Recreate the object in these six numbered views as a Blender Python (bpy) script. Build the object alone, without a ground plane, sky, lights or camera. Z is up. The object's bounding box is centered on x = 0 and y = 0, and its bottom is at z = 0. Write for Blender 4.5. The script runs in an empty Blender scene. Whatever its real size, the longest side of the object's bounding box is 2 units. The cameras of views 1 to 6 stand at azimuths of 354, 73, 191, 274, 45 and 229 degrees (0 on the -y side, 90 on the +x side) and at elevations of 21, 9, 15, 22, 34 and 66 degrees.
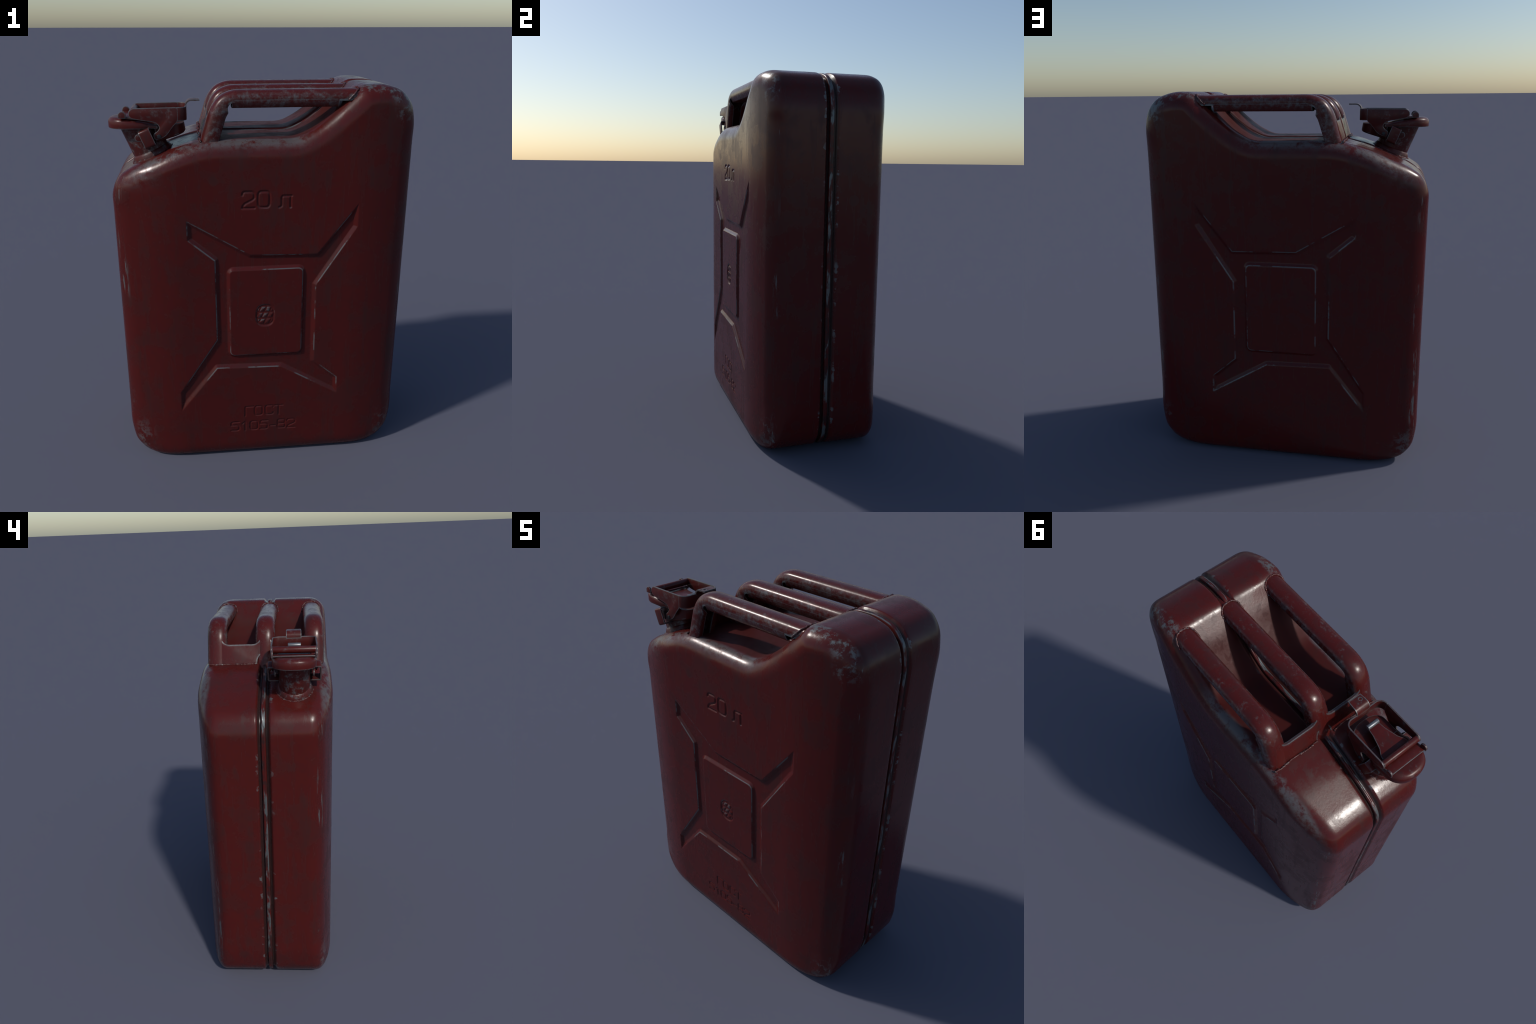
import bpy, bmesh, math, random
import numpy as np
from mathutils import Vector, Matrix

random.seed(7)
rng = np.random.default_rng(7)

# --------------------------------------------------------------------------
# small node language for procedural materials
# --------------------------------------------------------------------------
class G:
    def __init__(self, name):
        self.m = bpy.data.materials.new(name)
        self.m.use_nodes = True
        self.t = self.m.node_tree
        self.t.nodes.clear()
        self.out = self.t.nodes.new("ShaderNodeOutputMaterial")
        self.tc = self.t.nodes.new("ShaderNodeTexCoord")
        self.P = self.tc.outputs["Object"]
        sp = self.t.nodes.new("ShaderNodeSeparateXYZ")
        self.t.links.new(self.P, sp.inputs[0])
        self.x, self.y, self.z = sp.outputs

    def put(self, sock, v):
        if isinstance(v, (int, float)):
            sock.default_value = v
        elif isinstance(v, tuple):
            sock.default_value = (*v, 1.0) if len(sock.default_value) == 4 and len(v) == 3 else v
        else:
            self.t.links.new(v, sock)

    def math(self, op, *a, clamp=False):
        n = self.t.nodes.new("ShaderNodeMath")
        n.operation, n.use_clamp = op, clamp
        for s, v in zip(n.inputs, a):
            self.put(s, v)
        return n.outputs[0]

    def add(self, a, b): return self.math("ADD", a, b)
    def sub(self, a, b): return self.math("SUBTRACT", a, b)
    def mul(self, *a):
        r = a[0]
        for b in a[1:]:
            r = self.math("MULTIPLY", r, b)
        return r
    def mx(self, *a):
        r = a[0]
        for b in a[1:]:
            r = self.math("MAXIMUM", r, b)
        return r
    def abs(self, a): return self.math("ABSOLUTE", a)
    def sat(self, a): return self.math("ADD", a, 0.0, clamp=True)

    def ramp(self, v, a, b, c=0.0, d=1.0):
        n = self.t.nodes.new("ShaderNodeMapRange")
        n.interpolation_type, n.clamp = "SMOOTHSTEP", True
        for i, q in enumerate((v, a, b, c, d)):
            self.put(n.inputs[i], q)
        return n.outputs[0]

    def band(self, v, a, b, soft):
        return self.mul(self.ramp(v, a - soft, a + soft), self.ramp(v, b - soft, b + soft, 1.0, 0.0))

    def scaled(self, s):
        n = self.t.nodes.new("ShaderNodeMapping")
        self.t.links.new(self.P, n.inputs[0])
        n.inputs["Scale"].default_value = s
        return n.outputs[0]

    def noise(self, scale, detail=4.0, rough=0.55, vec=None, dist=0.0):
        n = self.t.nodes.new("ShaderNodeTexNoise")
        self.t.links.new(vec or self.P, n.inputs["Vector"])
        n.inputs["Scale"].default_value, n.inputs["Detail"].default_value = scale, detail
        n.inputs["Roughness"].default_value, n.inputs["Distortion"].default_value = rough, dist
        return n.outputs["Fac"]

    def voronoi(self, scale):
        n = self.t.nodes.new("ShaderNodeTexVoronoi")
        self.t.links.new(self.P, n.inputs["Vector"])
        n.inputs["Scale"].default_value = scale
        return n.outputs["Distance"]

    def mix(self, f, a, b):
        n = self.t.nodes.new("ShaderNodeMix")
        n.data_type = "RGBA"
        self.put(n.inputs[0], f)
        self.put(n.inputs[6], a)
        self.put(n.inputs[7], b)
        return n.outputs[2]

    def edge(self, radius):
        """0 on flat places, rising on rounded or sharp edges (rubbed paint)"""
        b = self.t.nodes.new("ShaderNodeBevel")
        b.samples = 6
        b.inputs["Radius"].default_value = radius
        g = self.t.nodes.new("ShaderNodeNewGeometry")
        d = self.t.nodes.new("ShaderNodeVectorMath")
        d.operation = "DOT_PRODUCT"
        self.t.links.new(b.outputs[0], d.inputs[0])
        self.t.links.new(g.outputs["Normal"], d.inputs[1])
        return self.sub(1.0, d.outputs["Value"])

    def bump(self, h, strength, dist):
        n = self.t.nodes.new("ShaderNodeBump")
        n.inputs["Strength"].default_value, n.inputs["Distance"].default_value = strength, dist
        self.put(n.inputs["Height"], h)
        return n.outputs[0]

    def finish(self, col, rough, metal, normal=None, spec=0.28):
        s = self.t.nodes.new("ShaderNodeBsdfPrincipled")
        self.put(s.inputs["Base Color"], col)
        self.put(s.inputs["Roughness"], rough)
        self.put(s.inputs["Metallic"], metal)
        self.put(s.inputs["Specular IOR Level"], spec)
        if normal is not None:
            self.t.links.new(normal, s.inputs["Normal"])
        self.t.links.new(s.outputs[0], self.out.inputs[0])
        return self.m


RED = (0.070, 0.0086, 0.0074)
DUST = (0.050, 0.0115, 0.0105)
STEEL = (0.155, 0.175, 0.18)
GRIME = (0.016, 0.015, 0.015)


def paint(g, dirt=1.0):
    """aged red enamel: blotches of brownish dust and vertical run streaks"""
    blot = g.ramp(g.noise(7.0, 6.0, 0.62), 0.47, 0.60)
    streak = g.ramp(g.noise(1.0, 5.0, 0.6, g.scaled((26, 26, 2.6)), 0.4), 0.53, 0.62)
    fine = g.ramp(g.noise(34.0, 4.0, 0.6), 0.52, 0.62)
    d = g.sat(g.add(g.mul(blot, 0.55 * dirt), g.add(g.mul(streak, 0.45 * dirt), g.mul(fine, 0.18 * dirt))))
    spots = g.ramp(g.voronoi(3.1), 0.10, 0.075)
    d = g.sat(g.add(d, g.mul(spots, 0.5)))
    return g.mix(d, RED, DUST), d


def body_material(name):
    g = G(name)
    col, d = paint(g)
    ay = g.abs(g.y)
    n1 = g.noise(9.0, 8.0, 0.68)
    n2 = g.noise(38.0, 6.0, 0.7)
    n3 = g.noise(4.0, 3.0, 0.5)
    wob = g.add(ay, g.mul(g.sub(n1, 0.5), 0.03))
    # rubbed band on the rolled edge of the pressing (|y| picks it out)
    roll = g.band(wob, 0.290, 0.338, 0.014)
    upper = g.ramp(g.z, 1.50, 1.66)
    rim = g.mul(upper, g.ramp(g.x, 0.26, 0.14), roll)                     # round the hand opening and shoulder
    rim = g.mul(rim, g.ramp(g.add(g.mul(n1, 0.6), g.mul(n2, 0.4)), 0.42, 0.56))
    corner_a = g.mul(g.band(g.x, 0.45, 0.70, 0.05), g.ramp(g.z, 1.80, 1.88))
    corner_a = g.mul(corner_a, g.band(wob, 0.268, 0.322, 0.012), g.ramp(g.add(g.mul(n1, 0.4), g.mul(n2, 0.6)), 0.48, 0.58), 0.8)
    low = g.mul(g.ramp(g.z, 0.30, 0.10), g.ramp(g.abs(g.x), 0.58, 0.68), roll)
    low = g.mul(low, g.ramp(g.add(g.mul(n1, 0.5), g.mul(n2, 0.5)), 0.50, 0.58), 0.45)
    # long scratches up the vertical corners
    tall = g.noise(1.0, 6.0, 0.7, g.scaled((60, 60, 5)))
    scr = g.mul(g.ramp(g.abs(g.x), 0.66, 0.70), g.band(g.add(ay, g.mul(g.sub(tall, 0.5), 0.02)), 0.268, 0.292, 0.007))
    scr = g.mul(scr, g.ramp(tall, 0.545, 0.60), g.ramp(n3, 0.48, 0.57), 0.7)
    # chips along both lips of the groove
    chipn = g.noise(1.0, 5.0, 0.65, g.scaled((22, 8, 22)))
    lip = g.mul(g.ramp(g.sub(ay, g.mul(g.sub(chipn, 0.555), 0.09)), 0.0395, 0.0365), g.ramp(ay, 0.029, 0.032))
    lip = g.mul(lip, g.ramp(chipn, 0.555, 0.59), g.ramp(n3, 0.45, 0.55), 0.65)
    wear = g.sat(g.mx(g.mul(rim, 0.5), corner_a, low, scr, lip))
    wear = g.sat(wear)
    # paint rubbed off the upper edges of the pressed relief, a hair below the flat face
    ew = g.mul(g.band(ay, 0.3492, 0.3521, 0.0003), g.ramp(g.abs(g.x), 0.425, 0.415))
    ew = g.mul(ew, g.ramp(g.add(g.mul(g.noise(6.0, 3.0, 0.5), 0.7), g.mul(n2, 0.3)), 0.47, 0.53))
    ew = g.mul(ew, g.ramp(g.z, 0.318, 0.325), g.ramp(g.z, 1.44, 1.42))
    wear = g.sat(g.add(wear, g.mul(ew, 0.6)))
    # dull dust lying on the floor of the hand opening
    floor = g.mul(g.band(g.x, -0.32, 0.36, 0.05), g.ramp(g.z, 1.70, 1.74), g.ramp(ay, 0.30, 0.27))
    # near-black tint mixed into the colour along the groove
    inn = g.mul(g.ramp(ay, 0.032, 0.026), 0.75)
    col = g.mix(inn, col, GRIME)
    col = g.mix(wear, col, STEEL)
    rough = g.add(0.22, g.mul(d, 0.15))
    rough = g.add(rough, g.mul(g.sub(n3, 0.5), 0.16))
    rough = g.add(rough, g.mul(wear, 0.12))
    rough = g.add(rough, g.mul(floor, g.add(0.10, g.mul(n1, 0.30))))
    col = g.mix(g.mul(floor, 0.55), col, DUST)
    h = g.add(g.mul(g.noise(60.0, 4.0, 0.6), 0.5), g.noise(1.0, 4.0, 0.6, g.scaled((90, 90, 9))))
    nrm = g.bump(h, 0.055, 0.004)
    return g.finish(col, rough, g.mul(wear, 0.5), nrm, g.sub(0.28, g.mul(floor, 0.14)))


def part_material(name, dirt=1.0, edge=0.008, top=0.0, scuff=0.45, rough0=0.30):
    """painted small pressing: bare steel on its edges, scuffs on its faces"""
    g = G(name)
    if top:
        g.P = g.t.nodes.new("ShaderNodeNewGeometry").outputs["Position"]
    col, d = paint(g, dirt)
    n1 = g.noise(16.0, 7.0, 0.68)
    n2 = g.noise(55.0, 5.0, 0.65)
    e = g.edge(edge)
    nn = g.add(g.mul(n1, 0.5), g.mul(n2, 0.5))
    wear = g.mul(g.ramp(e, 0.006, 0.045), g.ramp(nn, 0.32, 0.50))
    sc = g.ramp(nn, 0.58 - 0.10 * scuff, 0.72 - 0.08 * scuff)
    wear = g.sat(g.add(wear, g.mul(sc, 0.75 * scuff)))
    if top:                     # flanks of the bars rubbed by hands and gloves
        flank = g.mul(g.ramp(g.abs(g.y), 0.036, 0.054), g.ramp(nn, 0.42, 0.62))
        wear = g.sat(g.add(wear, g.mul(flank, top)))
    col = g.mix(wear, col, STEEL)
    rough = g.add(rough0, g.add(g.mul(d, 0.14), g.mul(wear, 0.10)))
    nrm = g.bump(g.noise(70.0, 4.0, 0.6), 0.08, 0.003)
    return g.finish(col, rough, g.mul(wear, 0.55), nrm)


def steel_material(name, base=(0.17, 0.18, 0.19), red=0.35):
    g = G(name)
    n = g.noise(22.0, 6.0, 0.65)
    col = g.mix(g.ramp(n, 0.52, 0.62, 0.0, red), base, RED)
    col = g.mix(g.ramp(g.noise(14.0, 4.0, 0.6), 0.5, 0.65, 0.0, 0.6), col, GRIME)
    return g.finish(col, g.add(0.30, g.mul(n, 0.2)), 0.6, g.bump(g.noise(80.0, 3.0), 0.08, 0.003))


def seam_material(name):
    """painted rib: red and grime with bare steel rubbed on its crest in places"""
    g = G(name)
    n = g.noise(1.0, 6.0, 0.65, g.scaled((9, 40, 9)))
    bare = g.mul(g.ramp(n, 0.50, 0.58), g.ramp(g.abs(g.y), 0.0105, 0.0085))
    col = g.mix(g.ramp(g.noise(20.0, 4.0, 0.6), 0.45, 0.6, 0.0, 0.7), RED, GRIME)
    col = g.mix(g.mul(bare, 0.85), col, STEEL)
    return g.finish(col, g.add(0.30, g.mul(bare, 0.08)), g.mul(bare, 0.55))


MAT_BODY = body_material("worn_red_enamel")
MAT_BAR = part_material("rubbed_red_enamel", 1.0, 0.008, 0.45, 0.45, 0.24)
MAT_PART = part_material("chipped_red_enamel", 1.0, 0.008, 0.0, 0.45, 0.32)
MAT_BRACKET = part_material("rim_rubbed_red_enamel", 1.0, 0.016, 0.0, 0.35, 0.26)
MAT_NECK = part_material("scuffed_red_enamel", 1.2, 0.008, 0.0, 0.9, 0.36)
MAT_SEAM = seam_material("rubbed_seam_rib")
MAT_WELD = part_material("burnt_weld", 1.0, 0.004, 0.0, 0.9, 0.30)
MAT_STEEL = steel_material("bare_steel")
MAT_DARK = steel_material("oily_dark_steel", (0.035, 0.037, 0.042), 0.3)

# --------------------------------------------------------------------------
# object helpers
# --------------------------------------------------------------------------
root = bpy.data.objects.new("jerrycan", None)
bpy.context.scene.collection.objects.link(root)
root["label"] = "worn red steel fuel jerrycan with three-bar handle and lever cap"
root["category"] = "fuel can"


def empty(name, parent=root):
    o = bpy.data.objects.new(name, None)
    bpy.context.scene.collection.objects.link(o)
    o.parent = parent
    return o


def make(name, verts, faces, mat, parent=root, smooth=40.0, bevel=0.0, seg=2, subdiv=0):
    me = bpy.data.meshes.new(name)
    me.from_pydata([tuple(map(float, v)) for v in verts], [], faces)
    me.update()
    bm = bmesh.new()
    bm.from_mesh(me)
    bmesh.ops.recalc_face_normals(bm, faces=bm.faces)
    bm.to_mesh(me)
    bm.free()
    o = bpy.data.objects.new(name, me)
    bpy.context.scene.collection.objects.link(o)
    o.parent = parent
    me.materials.append(mat)
    if bevel:
        m = o.modifiers.new("round", "BEVEL")
        m.width, m.segments, m.limit_method, m.angle_limit = bevel, seg, "ANGLE", math.radians(35)
    if subdiv:
        m = o.modifiers.new("fine", "SUBSURF")
        m.levels = m.render_levels = subdiv
    apply_all(o)
    me = o.data
    me.polygons.foreach_set("use_smooth", [True] * len(me.polygons))
    me.set_sharp_from_angle(angle=math.radians(smooth))
    return o


def apply_all(o):
    if not o.modifiers:
        return
    dg = bpy.context.evaluated_depsgraph_get()
    dg.update()
    me = bpy.data.meshes.new_from_object(o.evaluated_get(dg))
    old, name = o.data, o.data.name
    o.modifiers.clear()
    o.data = me
    bpy.data.meshes.remove(old)
    me.name = name


def loft(rings, closed=True, cap=(True, True), loop=False):
    """quads between equal-length rings of points"""
    n = len(rings[0])
    v = [p for r in rings for p in r]
    f = []
    m = len(rings)
    for i in range(m if loop else m - 1):
        a, b = i * n, ((i + 1) % m) * n
        for j in range(n if closed else n - 1):
            k = (j + 1) % n
            f.append((a + j, a + k, b + k, b + j))
    if closed and not loop:
        if cap[0]:
            f.append(tuple(range(n))[::-1])
        if cap[1]:
            f.append(tuple(range((m - 1) * n, m * n)))
    return v, f


def slab(poly, frame, t0, t1):
    """extrude a 2D outline (a, b) along the third axis of frame(a, b, t)"""
    return loft([[frame(a, b, t) for a, b in poly] for t in (t0, t1)])


def fillet(poly, tmax, closed=True, n=7, share=0.46):
    """round the corners of a polyline; tmax is the longest tangent length"""
    out, N = [], len(poly)
    P = [np.array(p, float) for p in poly]
    for i in range(N):
        if not closed and i in (0, N - 1):
            out.append(P[i])
            continue
        a, b, c = P[i - 1], P[i], P[(i + 1) % N]
        la, lc = np.linalg.norm(a - b), np.linalg.norm(c - b)
        t = min(tmax, share * la, share * lc)
        p, q = b + (a - b) / la * t, b + (c - b) / lc * t
        for k in range(n):
            s = k / (n - 1)
            out.append((1 - s) ** 2 * p + 2 * s * (1 - s) * b + s * s * q)
    return out


def resample(pts, step, closed=True):
    P = np.array(pts + ([pts[0]] if closed else []))
    d = np.r_[0, np.cumsum(np.linalg.norm(np.diff(P, axis=0), axis=1))]
    n = max(2, int(round(d[-1] / step)))
    s = np.linspace(0, d[-1], n + 1)
    if closed:
        s = s[:-1]
    return np.stack([np.interp(s, d, P[:, k]) for k in range(P.shape[1])], 1)


# --------------------------------------------------------------------------
# CAN BODY : side outline (x, z), counter-clockwise
# --------------------------------------------------------------------------
XS = 0.739
OUTLINE = [(-0.52, 0.0), (0.52, 0.0), (0.600, 0.004), (0.664, 0.028), (0.719, 0.090), (XS, 0.195),
           (XS, 1.822), (0.719, 1.908), (0.663, 1.972), (0.567, 2.0), (0.456, 1.999), (0.390, 1.934),
           (0.318, 1.864), (0.240, 1.803), (0.150, 1.757), (-0.285, 1.759), (-0.438, 1.717),
           (-0.628, 1.634), (-0.692, 1.594), (-0.720, 1.555), (-XS, 1.497), (-XS, 0.195),
           (-0.719, 0.090), (-0.664, 0.028), (-0.600, 0.004)]
curve = resample(fillet(OUTLINE, 0.09, n=13, share=0.40), 0.003)
NC = len(curve)
tan = np.roll(curve, -4, 0) - np.roll(curve, 4, 0)
tan /= np.linalg.norm(tan, axis=1)[:, None]
inward = np.stack([-tan[:, 1], tan[:, 0]], 1)

D_ROLL = 0.088          # how far the rolled edge reaches in from the side
Y_SIDE, Y_FACE = 0.250, 0.3525


def envelope(x, d, top):
    """height of the outline moved inwards by d, as a function of x"""
    sel = curve[curve[:, 1] > 0.9] if top else curve[curve[:, 1] < 0.9]
    dx = x[:, None] - sel[None, :, 0]
    r = d * d - dx * dx
    if top:
        return np.where(r >= 0, sel[None, :, 1] - np.sqrt(np.maximum(r, 0)), 9).min(1)
    return np.where(r >= 0, sel[None, :, 1] + np.sqrt(np.maximum(r, 0)), -9).max(1)


def segment_distance(px, pz, a, b):
    ax, az = a
    dx, dz = b[0] - ax, b[1] - az
    t = np.clip(((px - ax) * dx + (pz - az) * dz) / (dx * dx + dz * dz + 1e-12), 0, 1)
    return np.hypot(px - ax - t * dx, pz - az - t * dz)


def polygon_sdf(px, pz, poly):
    d = np.full(px.shape, 9.0)
    inside = np.zeros(px.shape, bool)
    for i in range(len(poly)):
        a, b = poly[i - 1], poly[i]
        d = np.minimum(d, segment_distance(px, pz, a, b))
        cross = (a[1] > pz) != (b[1] > pz)
        with np.errstate(divide="ignore", invalid="ignore"):
            xi = a[0] + (pz - a[1]) / (b[1] - a[1]) * (b[0] - a[0])
        inside ^= cross & (px < xi)
    return np.where(inside, -d, d)


# the pressed X: half of it, the other half is the same turned by 180 degrees
HALF_X = [(-0.456, 0.305), (-0.256, 0.560), (0.080, 0.552), (0.390, 0.367), (0.388, 0.470), (0.259, 0.580), (0.257, 1.018), (0.456, 1.323)]
CX, CZ = 0.0, 0.875
CROSS = HALF_X + [(2 * CX - x, 2 * CZ - z) for x, z in HALF_X]
PLATE = (0.183, 0.638, 1.113)

# engraved lettering: strokes in a unit box
def ring_glyph():
    return [fillet([(0, 0), (1, 0), (1, 1), (0, 1)], 0.3, n=5) + [np.array((0.0, 0.3))]]
GLYPHS = {
    "2": [[(0, .80), (.05, .94), (.18, 1), (.78, 1), (.94, .92), (1, .76), (.97, .60), (.84, .50), (.22, .28), (.06, .15), (0, 0)], [(0, 0), (1, 0)]],
    "0": ring_glyph(), "О": ring_glyph(),
    "л": [[(0, 0), (.14, .06), (.2, .2), (.2, .86), (.3, 1), (1, 1)], [(.92, 1), (.92, 0)]],
    "Г": [[(0, 0), (0, .92), (.08, 1), (1, 1)]],
    "С": [[(1, .78), (.95, .95), (.8, 1), (.2, 1), (.04, .93), (0, .78), (0, .22), (.04, .07), (.2, 0), (.8, 0), (.95, .05), (1, .22)]],
    "Т": [[(0, 1), (1, 1)], [(.5, 1), (.5, 0)]],
    "5": [[(1, 1), (.2, 1), (.05, .93), (0, .62), (.7, .62), (.93, .55), (1, .36), (1, .22), (.93, .07), (.75, 0), (0, .02)]],
    "1": [[(.2, .78), (.7, 1), (.7, 0)]],
    "-": [[(0, .42), (1, .42)]],
    "8": [[(.15, .52), (.03, .42), (0, .15), (.12, 0), (.88, 0), (1, .15), (.97, .42), (.85, .52), (.15, .52), (.04, .66), (.04, .88), (.16, 1), (.84, 1), (.96, .88), (.96, .66), (.85, .52)]],
}
# character, left, bottom, width, height
LETTERING = [("2", -0.117, 1.436, 0.058, 0.080), ("0", -0.041, 1.438, 0.056, 0.078), ("л", 0.062, 1.436, 0.060, 0.056),
             ("Г", -0.112, 0.254, 0.045, 0.058), ("О", -0.060, 0.256, 0.043, 0.056), ("С", -0.001, 0.256, 0.043, 0.056), ("Т", 0.049, 0.253, 0.046, 0.058),
             ("5", -0.190, 0.162, 0.044, 0.055), ("1", -0.134, 0.160, 0.030, 0.056), ("0", -0.085, 0.163, 0.042, 0.053), ("5", -0.030, 0.163, 0.042, 0.053),
             ("-", 0.026, 0.158, 0.028, 0.055), ("8", 0.065, 0.163, 0.044, 0.053), ("2", 0.119, 0.161, 0.046, 0.055)]


def relief(x, z, lettered):
    """depth pressed into the flat face"""
    cs = polygon_sdf(x, z, CROSS)
    qx = np.abs(x) - (PLATE[0] - 0.02)
    qz = np.abs(z - (PLATE[1] + PLATE[2]) / 2) - ((PLATE[2] - PLATE[1]) / 2 - 0.02)
    rs = np.hypot(np.maximum(qx, 0), np.maximum(qz, 0)) + np.minimum(np.maximum(qx, qz), 0) - 0.02
    u = np.clip(np.minimum(-cs / 0.021, rs / 0.017), 0, 1)
    u = 0.75 * u + 0.25 * u * u * (3 - 2 * u)
    d = 0.0125 * u
    if lettered:
        for ch, lx, lz, w, h in LETTERING:
            m = (x > lx - .03) & (x < lx + w + .03) & (z > lz - .03) & (z < lz + h + .03)
            if not m.any():
                continue
            px, pz = x[m], z[m]
            dist = np.full(px.shape, 9.0)
            for stroke in GLYPHS[ch]:
                pts = [(lx + p[0] * w, lz + p[1] * h) for p in stroke]
                for a, b in zip(pts[:-1], pts[1:]):
                    dist = np.minimum(dist, segment_distance(px, pz, a, b))
            hw = 0.0072 if lz > 1 else 0.0056
            d[m] += 0.62 * hw * np.clip((hw - dist) / (0.75 * hw), 0, 1)
        # oval maker's stamp: sunk ring and leaning raised studs
        ex, ez = x + 0.005, z - 0.861
        r = (np.abs(ex / 0.050) ** 2.6 + np.abs(ez / 0.064) ** 2.6) ** (1 / 2.6)
        lean = (ex - 0.45 * ez) / 0.0285
        row = ez / 0.0345
        stud = np.clip(1.35 - 2.6 * np.maximum(np.abs(lean - np.round(lean)), np.abs(row - np.round(row))), 0, 1)
        d += 0.0055 * np.clip((1.0 - r) / 0.10, 0, 1) * (1 - 0.85 * stud * np.clip((0.86 - r) / 0.06, 0, 1))
    return d


def face_y(x, z):
    """flat in the middle, bent back towards both ends"""
    t = np.clip((np.abs(x) - 0.41) / 0.242, 0, 1) ** 2.0
    return Y_FACE - t * np.where(x < 0, 0.0445, 0.0365)          # the filler end is bent back further


def half_shell(sign, step, lettered):
    xin = XS - D_ROLL
    nx = int(round(2 * xin / step))
    nz = int(round(1.75 / step))
    # columns crowd slightly towards the sides
    xs = np.linspace(-xin + 1e-5, xin - 1e-5, nx + 1)
    zt, zb = envelope(xs, D_ROLL, True), envelope(xs, D_ROLL, False)
    t = np.linspace(0, 1, nz + 1)
    X = np.repeat(xs[:, None], nz + 1, 1)
    Z = zb[:, None] + (zt - zb)[:, None] * t[None]
    Y = face_y(X, Z) - relief(X, Z, lettered)
    verts = [np.stack([X.ravel(), sign * Y.ravel(), Z.ravel()], 1)]
    idx = np.arange((nx + 1) * (nz + 1)).reshape(nx + 1, nz + 1)
    quads = [np.stack([idx[:-1, :-1], idx[1:, :-1], idx[1:, 1:], idx[:-1, 1:]], -1).reshape(-1, 4)]
    # border loop of the face, counter-clockwise in (x, z)
    loop = np.concatenate([idx[:-1, 0], idx[-1, :-1], idx[:0:-1, -1], idx[0, :0:-1]])
    bx, bz = X.ravel()[loop], Z.ravel()[loop]
    by = Y.ravel()[loop]
    # nearest outline point of every border vertex
    near = np.empty(len(loop), int)
    for i in range(0, len(loop), 400):
        dd = (bx[i:i + 400, None] - curve[None, :, 0]) ** 2 + (bz[i:i + 400, None] - curve[None, :, 1]) ** 2
        near[i:i + 400] = dd.argmin(1)
    # smooth the correspondence along the loop so that corners fan out evenly
    un = np.unwrap(near / NC * 2 * np.pi)
    ext = np.concatenate([un[-40:] - 2 * np.pi, un, un[:40] + 2 * np.pi])
    ker = np.hanning(27)
    ker /= ker.sum()
    un = np.convolve(ext, ker, "same")[40:-40] / (2 * np.pi) * NC
    fi = np.floor(un).astype(int)
    fr = (un - fi)[:, None]
    q = curve[fi % NC] * (1 - fr) + curve[(fi + 1) % NC] * fr
    nin = inward[fi % NC] * (1 - fr) + inward[(fi + 1) % NC] * fr
    nin /= np.linalg.norm(nin, axis=1)[:, None]
    def soft(a, w=41):
        k = np.hanning(w) / np.hanning(w).sum()
        return np.convolve(np.concatenate([a[-60:], a, a[:60]]), k, "same")[60:-60]
    wall = soft(np.abs(nin[:, 0]) ** 2, 71)                     # 1 on the upright ends, 0 on top and bottom
    hand = soft(((q[:, 1] > 1.55) & (q[:, 0] < 0.42) & (q[:, 0] > -0.42)).astype(float), 61)
    foot = soft((q[:, 1] < 0.10).astype(float))
    side = soft(Y_SIDE - 0.038 * wall * (1 - hand) + 0.026 * hand * (1 - 0.3 * wall) + 0.045 * foot * (1 - wall))
    b2 = np.stack([bx, bz], 1)
    rings = []
    for k in range(15, -1, -1):                      # rolled edge, from the face out to the side
        phi = k / 16 * math.pi / 2
        f = 1 - math.cos(phi)
        p = q * (1 - f) + b2 * f
        round_ = math.sin(phi) ** 0.90
        chamfer = np.interp(f, [0, 0.03, 0.075, 0.13, 0.90, 1], [0, 0.17, 0.30, 0.375, 0.93, 1])
        w = 0.42 * np.clip(wall * 1.15 - 0.15, 0, 1) * (1 - hand)
        rings.append((p, side + (by - side) * (round_ * (1 - w) + chamfer * w)))
    for y in (0.16, 0.06, 0.0405):                    # straight side wall
        rings.append((q, np.full(len(q), y)))
    for y, dep in ((0.0355, 0.0006), (0.0335, 0.0025), (0.0225, 0.0165), (0.0190, 0.0185), (0.0, 0.0190)):
        rings.append((q + nin * dep, np.full(len(q), y)))
    base = len(verts[0])
    prev = loop
    for p, y in rings:
        verts.append(np.stack([p[:, 0], sign * y, p[:, 1]], 1))
        cur = base + np.arange(len(loop))
        base += len(loop)
        quads.append(np.stack([prev, np.roll(prev, -1), np.roll(cur, -1), cur], -1)[:, ::-1])
        prev = cur
    V, F = np.concatenate(verts), np.concatenate(quads)
    if sign > 0:
        F = F[:, ::-1]
    me = bpy.data.meshes.new("half_shell")
    me.vertices.add(len(V))
    me.vertices.foreach_set("co", V.ravel())
    me.loops.add(F.size)
    me.loops.foreach_set("vertex_index", F.ravel().astype(np.int32))
    me.polygons.add(len(F))
    me.polygons.foreach_set("loop_start", np.arange(0, F.size, 4, dtype=np.int32))
    me.polygons.foreach_set("use_smooth", np.ones(len(F), bool))
    me.update(calc_edges=True)
    me.validate()
    me.materials.append(MAT_BODY)
    o = bpy.data.objects.new("half_shell", me)
    bpy.context.scene.collection.objects.link(o)
    o.parent = root
    return o


half_shell(-1, 0.0033, True)
half_shell(1, 0.0055, False)

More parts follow.
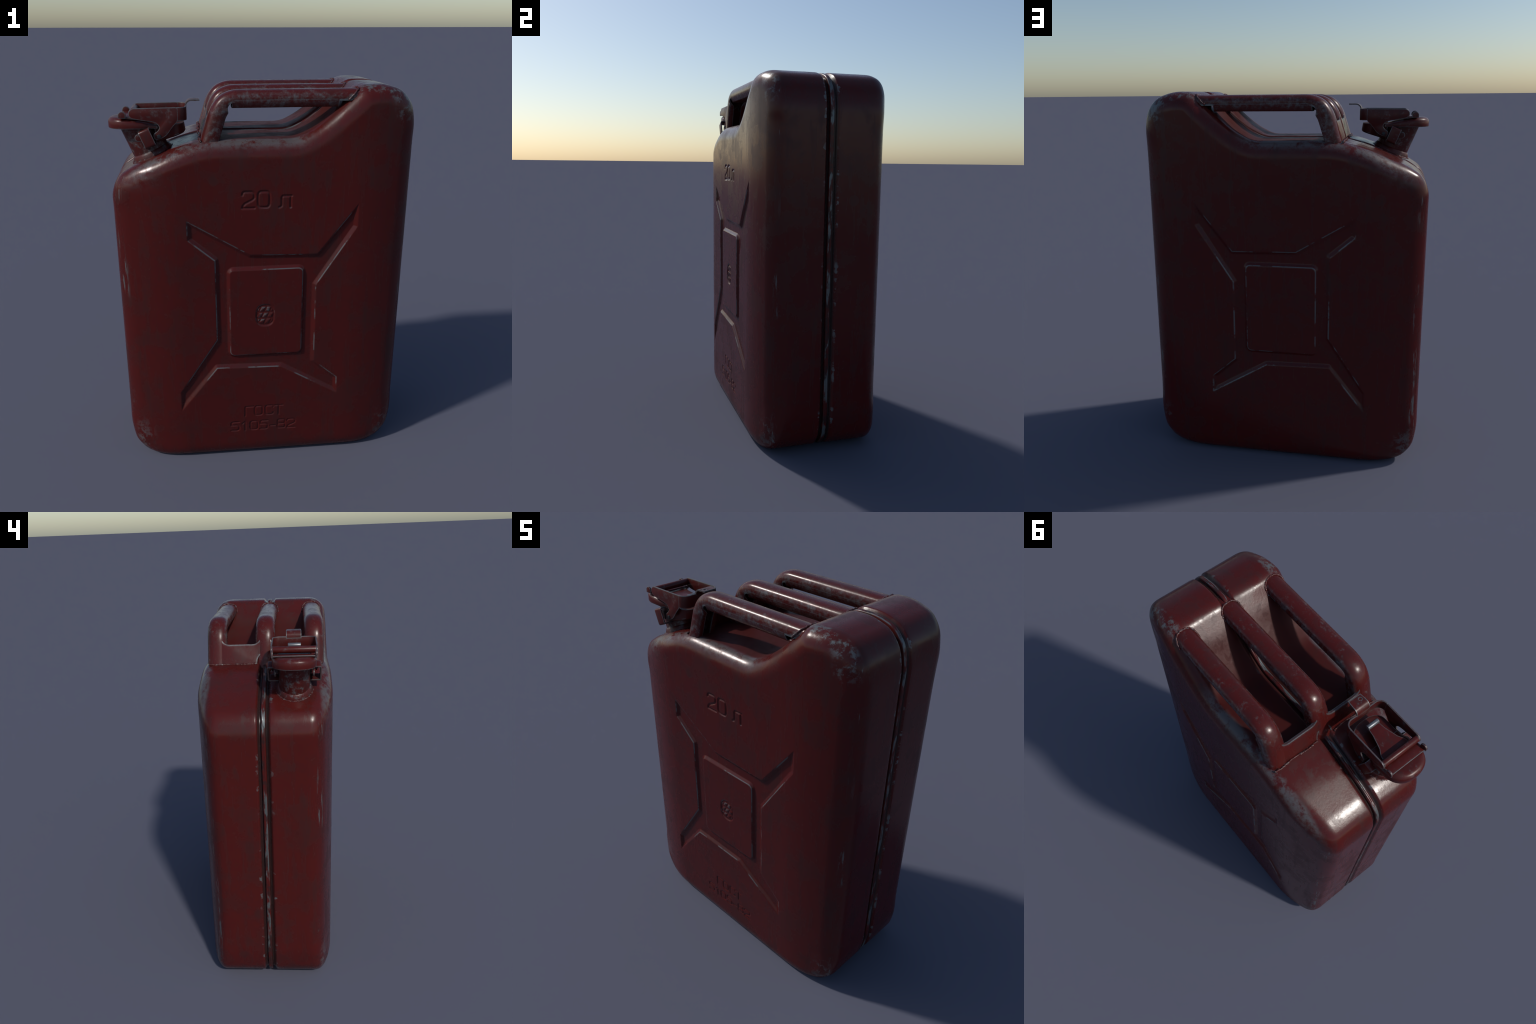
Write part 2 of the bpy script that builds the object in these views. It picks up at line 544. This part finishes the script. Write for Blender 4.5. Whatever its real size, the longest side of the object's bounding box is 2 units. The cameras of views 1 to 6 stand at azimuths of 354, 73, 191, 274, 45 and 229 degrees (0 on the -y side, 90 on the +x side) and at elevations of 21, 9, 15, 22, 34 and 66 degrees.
# welded rib standing in the groove all the way round
sub = curve[::4]
sin_ = inward[::4]
prof = [(-0.0125, 0.024), (-0.0115, 0.008), (-0.0085, 0.0040), (-0.003, 0.0026), (0.0, 0.0040),
        (0.003, 0.0026), (0.0085, 0.0040), (0.0115, 0.008), (0.0125, 0.024)]
rings = [[(p[0] + n[0] * d, y, p[1] + n[1] * d) for y, d in prof] for p, n in zip(sub, sin_)]
v, f = loft(rings, closed=False, loop=True)
make("weld_seam", v, f, MAT_SEAM, smooth=50)

# --------------------------------------------------------------------------
# HANDLE : three bars rising from a pressed bracket
# --------------------------------------------------------------------------
handle = empty("carry_handle")
BAR_Y = (-0.260, 0.0, 0.260)
SPINE = [(-0.277, 1.712), (-0.2225, 1.881), (-0.192, 1.923), (-0.145, 1.941), (0.500, 1.941)]
sp2 = fillet(SPINE, 0.05, closed=False, n=9)
path = resample([np.array(p) for p in sp2], 0.012, closed=False)


def sweep(name, path, section, mat, parent, closed=False, cap=(False, False), thick=0.0, inst_y=(0.0,)):
    t = np.gradient(path, axis=0)
    t /= np.linalg.norm(t, axis=1)[:, None]
    nrm = np.stack([-t[:, 1], t[:, 0]], 1)
    rings = [[(p[0] + n[0] * h, y, p[1] + n[1] * h) for y, h in section] for p, n in zip(path, nrm)]
    v, f = loft(rings, closed=closed, cap=cap)
    o = make(name, v, f, mat, parent, smooth=50)
    if thick:
        m = o.modifiers.new("sheet", "SOLIDIFY")
        m.thickness, m.offset = thick, -1
        apply_all(o)
        o.data.set_sharp_from_angle(angle=math.radians(50))
    objs = [o]
    o.location.y = 0
    for k, y in enumerate(inst_y):
        c = o if k == 0 else o.copy()
        if k:
            bpy.context.scene.collection.objects.link(c)
        c.location = (0, y, 0)
        objs.append(c)
    return objs


def arch(hw, hh, low, n=20, p=2.5):
    """section of a bar: an upper channel that closes down to height low"""
    a0 = math.asin(max(-1, min(1, low / hh)))
    out = []
    for i in range(n + 1):
        a = a0 + (math.pi - 2 * a0) * i / n
        c, s = math.cos(a), math.sin(a)
        out.append((math.copysign(abs(c) ** (2 / p), c) * hw, math.copysign(abs(s) ** (2 / p), s) * hh))
    return out


def channel(hw, hh, low, n=18, p=2.4):
    """inverted channel: rounded back, straight walls down to height low, lips turned in where it is deep"""
    lip = 0.029 * min(1.0, max(0.0, -low - 0.012) / 0.03)
    w = hw - 0.002
    return [(w - lip - 1e-4, low), (w - min(0.004, lip * 0.5), low), (w, low + 0.004)] + arch(hw, hh, 0.0, n, p) + [(-w, low + 0.004), (-w + min(0.004, lip * 0.5), low), (-w + lip + 1e-4, low)]


lower = [(-0.0510, 0.004), (-0.0510, -0.012), (-0.0370, -0.036), (-0.033, -0.0405), (0.033, -0.0405), (0.0370, -0.036), (0.0510, -0.012), (0.0510, 0.004)]
depth = np.interp(path[:, 0], [-0.3, -0.205, -0.190, -0.17], [-0.043, -0.041, -0.022, -0.0121])
tg = np.gradient(path, axis=0)
tg /= np.linalg.norm(tg, axis=1)[:, None]
rings = [[(p[0] - t[1] * h, y, p[1] + t[0] * h) for y, h in channel(0.0525, 0.0405, lo)] for p, t, lo in zip(path, tg, depth)]
v, f = loft(rings, closed=False)
bar = make("handle_bar", v, f, MAT_BAR, handle, smooth=50)
m = bar.modifiers.new("sheet", "SOLIDIFY")
m.thickness, m.offset = 0.006, -1
apply_all(bar)
bar.data.set_sharp_from_angle(angle=math.radians(50))
for k, y in enumerate(BAR_Y):
    c = bar if k == 0 else bar.copy()
    if k:
        bpy.context.scene.collection.objects.link(c)
    c.location = (0, y, 0)
rail = resample([np.array((-0.157, 1.9405)), np.array((0.346, 1.9405))], 0.05, closed=False)
sweep("bar_backing", rail, lower, MAT_BAR, handle, thick=0.004, inst_y=BAR_Y)

# bracket plate: a sheet along the front of the legs with two U cut-outs
leg_dir = np.array([0.0545, 0.169]) / math.hypot(0.0545, 0.169)
leg_out = np.array([-leg_dir[1], leg_dir[0]])
B0 = np.array([-0.277, 1.712])


def on_leg(y, l, t):
    p = B0 + leg_dir * l + leg_out * t
    return (p[0], y, p[1])


def u_cut(y0, y1, top, bottom, r, n=7):
    pts = [(y0, top)]
    for i in range(n):
        a = math.pi + i / (n - 1) * math.pi / 2
        pts.append((y0 + r + r * math.cos(a), bottom + r + r * math.sin(a)))
    for i in range(n):
        a = 1.5 * math.pi + i / (n - 1) * math.pi / 2
        pts.append((y1 - r + r * math.cos(a), bottom + r + r * math.sin(a)))
    return pts + [(y1, top)]


outline = [(-0.286, 0.020), (-0.286, 0.130), (-0.270, 0.158)]
outline += u_cut(-0.238, -0.022, 0.182, 0.134, 0.046)
outline += u_cut(0.022, 0.238, 0.182, 0.134, 0.046)
outline += [(0.270, 0.158), (0.286, 0.130), (0.286, 0.020)]
for i in range(11):                                      # arch over the seam groove
    a = i / 10 * math.pi
    outline.append((0.004 + 0.040 * math.cos(a), 0.036 + 0.050 * math.sin(a)))
outline.insert(-11, (0.044, 0.020))
outline.append((-0.036, 0.020))
v, f = slab(outline, on_leg, 0.021, 0.0365)
make("handle_bracket", v, f, MAT_BRACKET, handle, smooth=50, bevel=0.0065, seg=3)


def bead(name, pts, r, parent, seed, closed=False, mat=None):
    """lumpy weld bead along a 3D polyline"""
    rg = np.random.default_rng(seed)
    P = resample([np.array(p, float) for p in pts], r * 0.9, closed=closed)
    n = len(P)
    T = np.gradient(P, axis=0)
    T /= np.linalg.norm(T, axis=1)[:, None]
    rad = r * (0.6 + 0.7 * rg.random(n))
    P = P + (rg.random(P.shape) - 0.5) * r * 0.6
    rings = []
    for p, t, q in zip(P, T, rad):
        u = np.cross(t, (0.31, 0.12, 0.94))
        u /= np.linalg.norm(u)
        w = np.cross(t, u)
        rings.append([p + q * (math.cos(a) * u + math.sin(a) * w) for a in np.linspace(0, 2 * math.pi, 8, endpoint=False)])
    v, f = loft(rings, loop=closed)
    o = make(name, v, f, mat or MAT_WELD, parent, smooth=80)
    return o


def ground_z(x):
    s = curve[(curve[:, 1] > 1.3)]
    o = np.argsort(s[:, 0])
    return float(np.interp(x, s[o, 0], s[o, 1]))


xb = -0.309
for y0, y1, sd in ((-0.306, -0.045, 3), (0.05, 0.306, 4)):
    bead("weld_bead", [(xb + 0.003 * math.sin(40 * y), y, ground_z(xb) + 0.001) for y in np.linspace(y0, y1, 24)], 0.0055, handle, sd)
for k, by in enumerate(BAR_Y):
    pts = []
    for yy, hh in arch(0.055, 0.042, -0.006, 24):
        z = 1.941 + hh
        lo, hi = 0.30, 0.47
        for _ in range(30):
            mid = (lo + hi) / 2
            lo, hi = (mid, hi) if ground_z(mid) < z else (lo, mid)
        pts.append((lo - 0.001, by + yy, z))
    bead("weld_bead", pts, 0.005, handle, 10 + k)

# --------------------------------------------------------------------------
# FILLER NECK, CAP AND LEVER
# --------------------------------------------------------------------------
closure = empty("filler_closure")
YC = -0.155
AX = np.array([-0.381, 0.0, 0.9246])
AU = np.array([0.9246, 0.0, 0.381])
AY = np.array([0.0, 1.0, 0.0])


def oval(c, ru, ry, h, n=48):
    return [tuple(np.array(c) + AU * ru * math.cos(a) + AY * ry * math.sin(a) + AX * h) for a in np.linspace(0, 2 * math.pi, n, endpoint=False)]


NB = (-0.544, YC, 1.690)
neck = [oval(NB, 0.088, 0.0775, h) for h in (-0.05, 0.0, 0.06)]
neck.append([tuple(np.array(p) + AX * (1.812 - p[2]) / AX[2]) for p in oval(NB, 0.088, 0.0775, 0.06)])   # cut level under the cap
v, f = loft(neck)
make("filler_neck", v, f, MAT_NECK, closure, smooth=50)
FB = (-0.534, YC, 1.667)
v, f = loft([oval(FB, a, b, h) for a, b, h in ((0.104, 0.092, -0.02), (0.1035, 0.091, 0.006), (0.101, 0.0885, 0.014), (0.096, 0.0845, 0.022), (0.092, 0.081, 0.030), (0.086, 0.075, 0.032))])
make("neck_flange", v, f, MAT_NECK, closure, smooth=50)
bead("weld_bead", oval(FB, 0.104, 0.0925, 0.0035, 60), 0.005, closure, 21, closed=True)

# cap: D-shaped dome, rounded towards the can's end, thin tail under the lever


def cap_outline(ins):
    pts = []
    r, xc = 0.108 - ins, -0.629
    for i in range(25):
        a = math.pi / 2 + i / 24 * math.pi
        ca, sa = math.cos(a), math.sin(a)
        pts.append((xc + math.copysign(abs(ca) ** 0.86, ca) * r, YC + math.copysign(abs(sa) ** 0.86, sa) * (0.1075 - ins)))
    pts += [(-0.57, YC - 0.1075 + ins), (-0.555, YC - 0.098 + ins), (-0.503 - ins, YC - 0.098 + ins),
            (-0.503 - ins, YC + 0.098 - ins), (-0.555, YC + 0.098 - ins), (-0.57, YC + 0.1075 - ins)]
    return pts


def cap_top(x):
    return float(np.interp(x, [-0.74, -0.675, -0.57, -0.50], [1.857, 1.857, 1.840, 1.822]))


rings = [[(x, y, 1.806) for x, y in cap_outline(0.010)],
         [(x, y, 1.8065) for x, y in cap_outline(0.001)],
         [(x, y, 1.809) for x, y in cap_outline(0.0)]]
for ins, frac in ((0.0, 0.60), (0.003, 0.76), (0.010, 0.90), (0.020, 0.975), (0.034, 1.0)):
    rings.append([(x, y, 1.806 + (cap_top(x) - 1.806) * frac) for x, y in cap_outline(ins)])
v, f = loft(rings)
make("filler_cap", v, f, MAT_PART, closure, smooth=45)

# lever: two cheek plates and a curved back, one folded sheet
lever = empty("locking_lever", root)
CHEEK = [(-0.405, 1.904), (-0.405, 1.842), (-0.429, 1.818), (-0.462, 1.775), (-0.490, 1.760), (-0.519, 1.756), (-0.524, 1.784),
         (-0.503, 1.796), (-0.492, 1.812), (-0.503, 1.831), (-0.528, 1.840), (-0.580, 1.847), (-0.620, 1.855),
         (-0.632, 1.868), (-0.632, 1.886), (-0.614, 1.902)]
ck = fillet(CHEEK, 0.012, n=4)
for y in (-0.0455, -0.2645):
    v, f = slab(ck, lambda a, b, t, y=y: (a, y + t, b), -0.0035, 0.0035)
    make("cheek_plate", v, f, MAT_PART, lever, smooth=40, bevel=0.0015)
back = [(-0.411, -0.0455)]
for i in range(9):
    a = math.pi / 2 - i / 8 * math.pi / 2
    back.append((-0.405 + 0.036 * math.cos(a), -0.0815 + 0.036 * math.sin(a)))
for i in range(9):
    a = -i / 8 * math.pi / 2
    back.append((-0.405 + 0.036 * math.cos(a), -0.2285 + 0.036 * math.sin(a)))
back.append((-0.411, -0.2645))
bp = np.array(back)
bt = np.gradient(bp, axis=0)
bt /= np.linalg.norm(bt, axis=1)[:, None]
bn = np.stack([bt[:, 1], -bt[:, 0]], 1)
rings = [[(p[0] + n[0] * s, p[1] + n[1] * s, z) for s, z in ((-0.0032, 1.8425), (0.0032, 1.8425), (0.0032, 1.9038), (-0.0032, 1.9038))] for p, n in zip(bp, bn)]
v, f = loft(rings)
make("lever_back", v, f, MAT_PART, lever, smooth=40, bevel=0.0012)

# pull tab, with its hole
tabp = fillet([(-0.3695, 1.893), (-0.3680, 1.912), (-0.352, 1.9265), (-0.303, 1.9265)], 0.014, closed=False, n=6)
tp = np.array(tabp)
tt = np.gradient(tp, axis=0)
tt /= np.linalg.norm(tt, axis=1)[:, None]
tn = np.stack([-tt[:, 1], tt[:, 0]], 1)
wid = np.interp(tp[:, 0], [-0.37, -0.306, -0.303], [0.039, 0.039, 0.036])
rings = [[(p[0] + n[0] * s, YC + 0.002 + w * q, p[1] + n[1] * s) for q, s in ((-1, -.0035), (1, -.0035), (1, .0035), (-1, .0035))] for p, n, w in zip(tp, tn, wid)]
v, f = loft(rings)
tab = make("pull_tab", v, f, MAT_STEEL, lever, smooth=40)
hv, hf = loft([[(-0.324 + 0.0075 * math.cos(a), -0.170 + 0.0075 * math.sin(a), z) for a in np.linspace(0, 2 * math.pi, 20, endpoint=False)] for z in (1.90, 1.95)])
cut = make("hole_cutter", hv, hf, MAT_STEEL, lever)
m = tab.modifiers.new("hole", "BOOLEAN")
m.operation, m.object, m.solver = "DIFFERENCE", cut, "EXACT"
apply_all(tab)
tab.data.materials.clear()
tab.data.materials.append(MAT_PART)
tab.data.set_sharp_from_angle(angle=math.radians(40))
bpy.data.objects.remove(cut)


def rod(name, p, q, r, mat, parent, n=20, bevel=0.002):
    p, q = np.array(p, float), np.array(q, float)
    t = (q - p) / np.linalg.norm(q - p)
    u = np.cross(t, (0.3, 0.2, 0.93))
    u /= np.linalg.norm(u)
    w = np.cross(t, u)
    v, f = loft([[c + r * (math.cos(a) * u + math.sin(a) * w) for a in np.linspace(0, 2 * math.pi, n, endpoint=False)] for c in (p, q)])
    return make(name, v, f, mat, parent, smooth=40, bevel=bevel)


rod("pivot_pin", (-0.615, -0.049, 1.881), (-0.615, -0.261, 1.881), 0.0165, MAT_PART, lever)
# hinge strap lying on the cap, ears turned up at both ends
strap = [(-0.675, 1.8575), (-0.600, 1.848), (-0.600, 1.856), (-0.640, 1.864), (-0.675, 1.8645)]
v, f = slab(strap, lambda a, b, t: (a, t, b), YC - 0.103, YC + 0.103)
make("hinge_strap", v, f, MAT_PART, closure, smooth=40, bevel=0.0018)
ear = [(-0.680, 1.856), (-0.644, 1.856)] + [(-0.662 + 0.0185 * math.cos(a), 1.869 + 0.0185 * math.sin(a)) for a in np.linspace(-0.3, math.pi + 0.3, 16)]
for y in (-0.0500, -0.2600):
    v, f = slab(ear, lambda a, b, t, y=y: (a, y + t, b), -0.0045, 0.0045)
    make("strap_ear", v, f, MAT_PART, closure, smooth=40, bevel=0.0018)

# tongue inside the lever with a rolled end
half = [(-0.602, 0.078), (-0.575, 0.074), (-0.545, 0.055), (-0.515, 0.046), (-0.480, 0.036), (-0.437, 0.030)]
pl = [(x, w) for x, w in half] + [(x, -w) for x, w in reversed(half)]
v, f = slab(pl, lambda a, b, t: (a, YC + b, 1.8545 + 0.012 * (a + 0.602) / 0.165 + t), -0.003, 0.003)
make("latch_tongue", v, f, MAT_PART, lever, smooth=40, bevel=0.0015)
rod("tongue_roll", (-0.436, YC - 0.034, 1.8700), (-0.436, YC + 0.032, 1.8700), 0.0125, MAT_STEEL, lever)

# tilted dished catch under the lever
tilt = np.array([0.957, 0.290])
up = np.array([-0.290, 0.957])
T0 = np.array([-0.510, 1.7405])


def dish(l, y, h):
    p = T0 + tilt * l + up * h
    return (p[0], YC + y, p[1])


def dish_outline(ins):
    w, L = 0.088 - ins, 0.144 - ins
    pts = [(0.0 + ins * 0.2, -w)]
    for i in range(17):
        a = -math.pi / 2 + i / 16 * math.pi
        pts.append((L - 0.062 + (0.062) * max(0.0, math.cos(a)) ** 0.9, w * math.copysign(abs(math.sin(a)) ** 0.8, math.sin(a))))
    return pts + [(0.0 + ins * 0.2, w)]


rings = [[dish(l, y, h) for l, y in dish_outline(i)] for i, h in ((0.006, 0.0), (0.0, 0.006))]
for ins, z in ((-0.001, 1.8255), (0.004, 1.8270), (0.012, 1.8250), (0.040, 1.8240)):        # level rim over the sloping floor
    rings.append([(dish(l, y, 0.03)[0], YC + y, z) for l, y in dish_outline(ins)])
v, f = loft(rings)
make("catch_dish", v, f, MAT_PART, lever, smooth=45)

# side hooks: C-shaped straps standing off the neck
for s in (-1, 1):
    yo = YC + s * 0.1295
    yi = YC + s * 0.070
    cs = [(yi, 0.0), (yo, 0.0), (yo, 0.078), (YC + s * 0.095, 0.078)]
    cs = fillet(cs, 0.008, closed=False, n=5)
    P = np.array(cs)
    t = np.gradient(P, axis=0)
    t /= np.linalg.norm(t, axis=1)[:, None]
    n = np.stack([-t[:, 1], t[:, 0]], 1)
    H0 = np.array([-0.562, 0.0, 1.718])
    rings = []
    for p, q in zip(P, n):
        ring = []
        for e, w in ((-.0035, 0), (.0035, 0), (.0035, 0.054), (-.0035, 0.054)):
            k = p + q * e
            c = H0 + AX * k[1] + AU * w
            ring.append((c[0], k[0], c[2]))
        rings.append(ring)
    v, f = loft(rings)
    make("neck_hook", v, f, MAT_PART, closure, smooth=40, bevel=0.0012)
    eo = YC + s * 0.094
    dsk = [(-0.594 + 0.0175 * math.cos(a), 1.764 + 0.0175 * math.sin(a)) for a in np.linspace(0.8, 2 * math.pi - 1.6, 16)] + [(-0.555, 1.742), (-0.560, 1.780)]
    v, f = slab(dsk, lambda a, b, t, y=eo: (a, y + t, b), -0.004, 0.004)
    make("hook_lug", v, f, MAT_PART, closure, smooth=40, bevel=0.0015)

# cross rod on which lever and dish turn
rod("lever_axle", (-0.497, YC - 0.118, 1.772), (-0.497, YC + 0.118, 1.772), 0.010, MAT_DARK, lever)
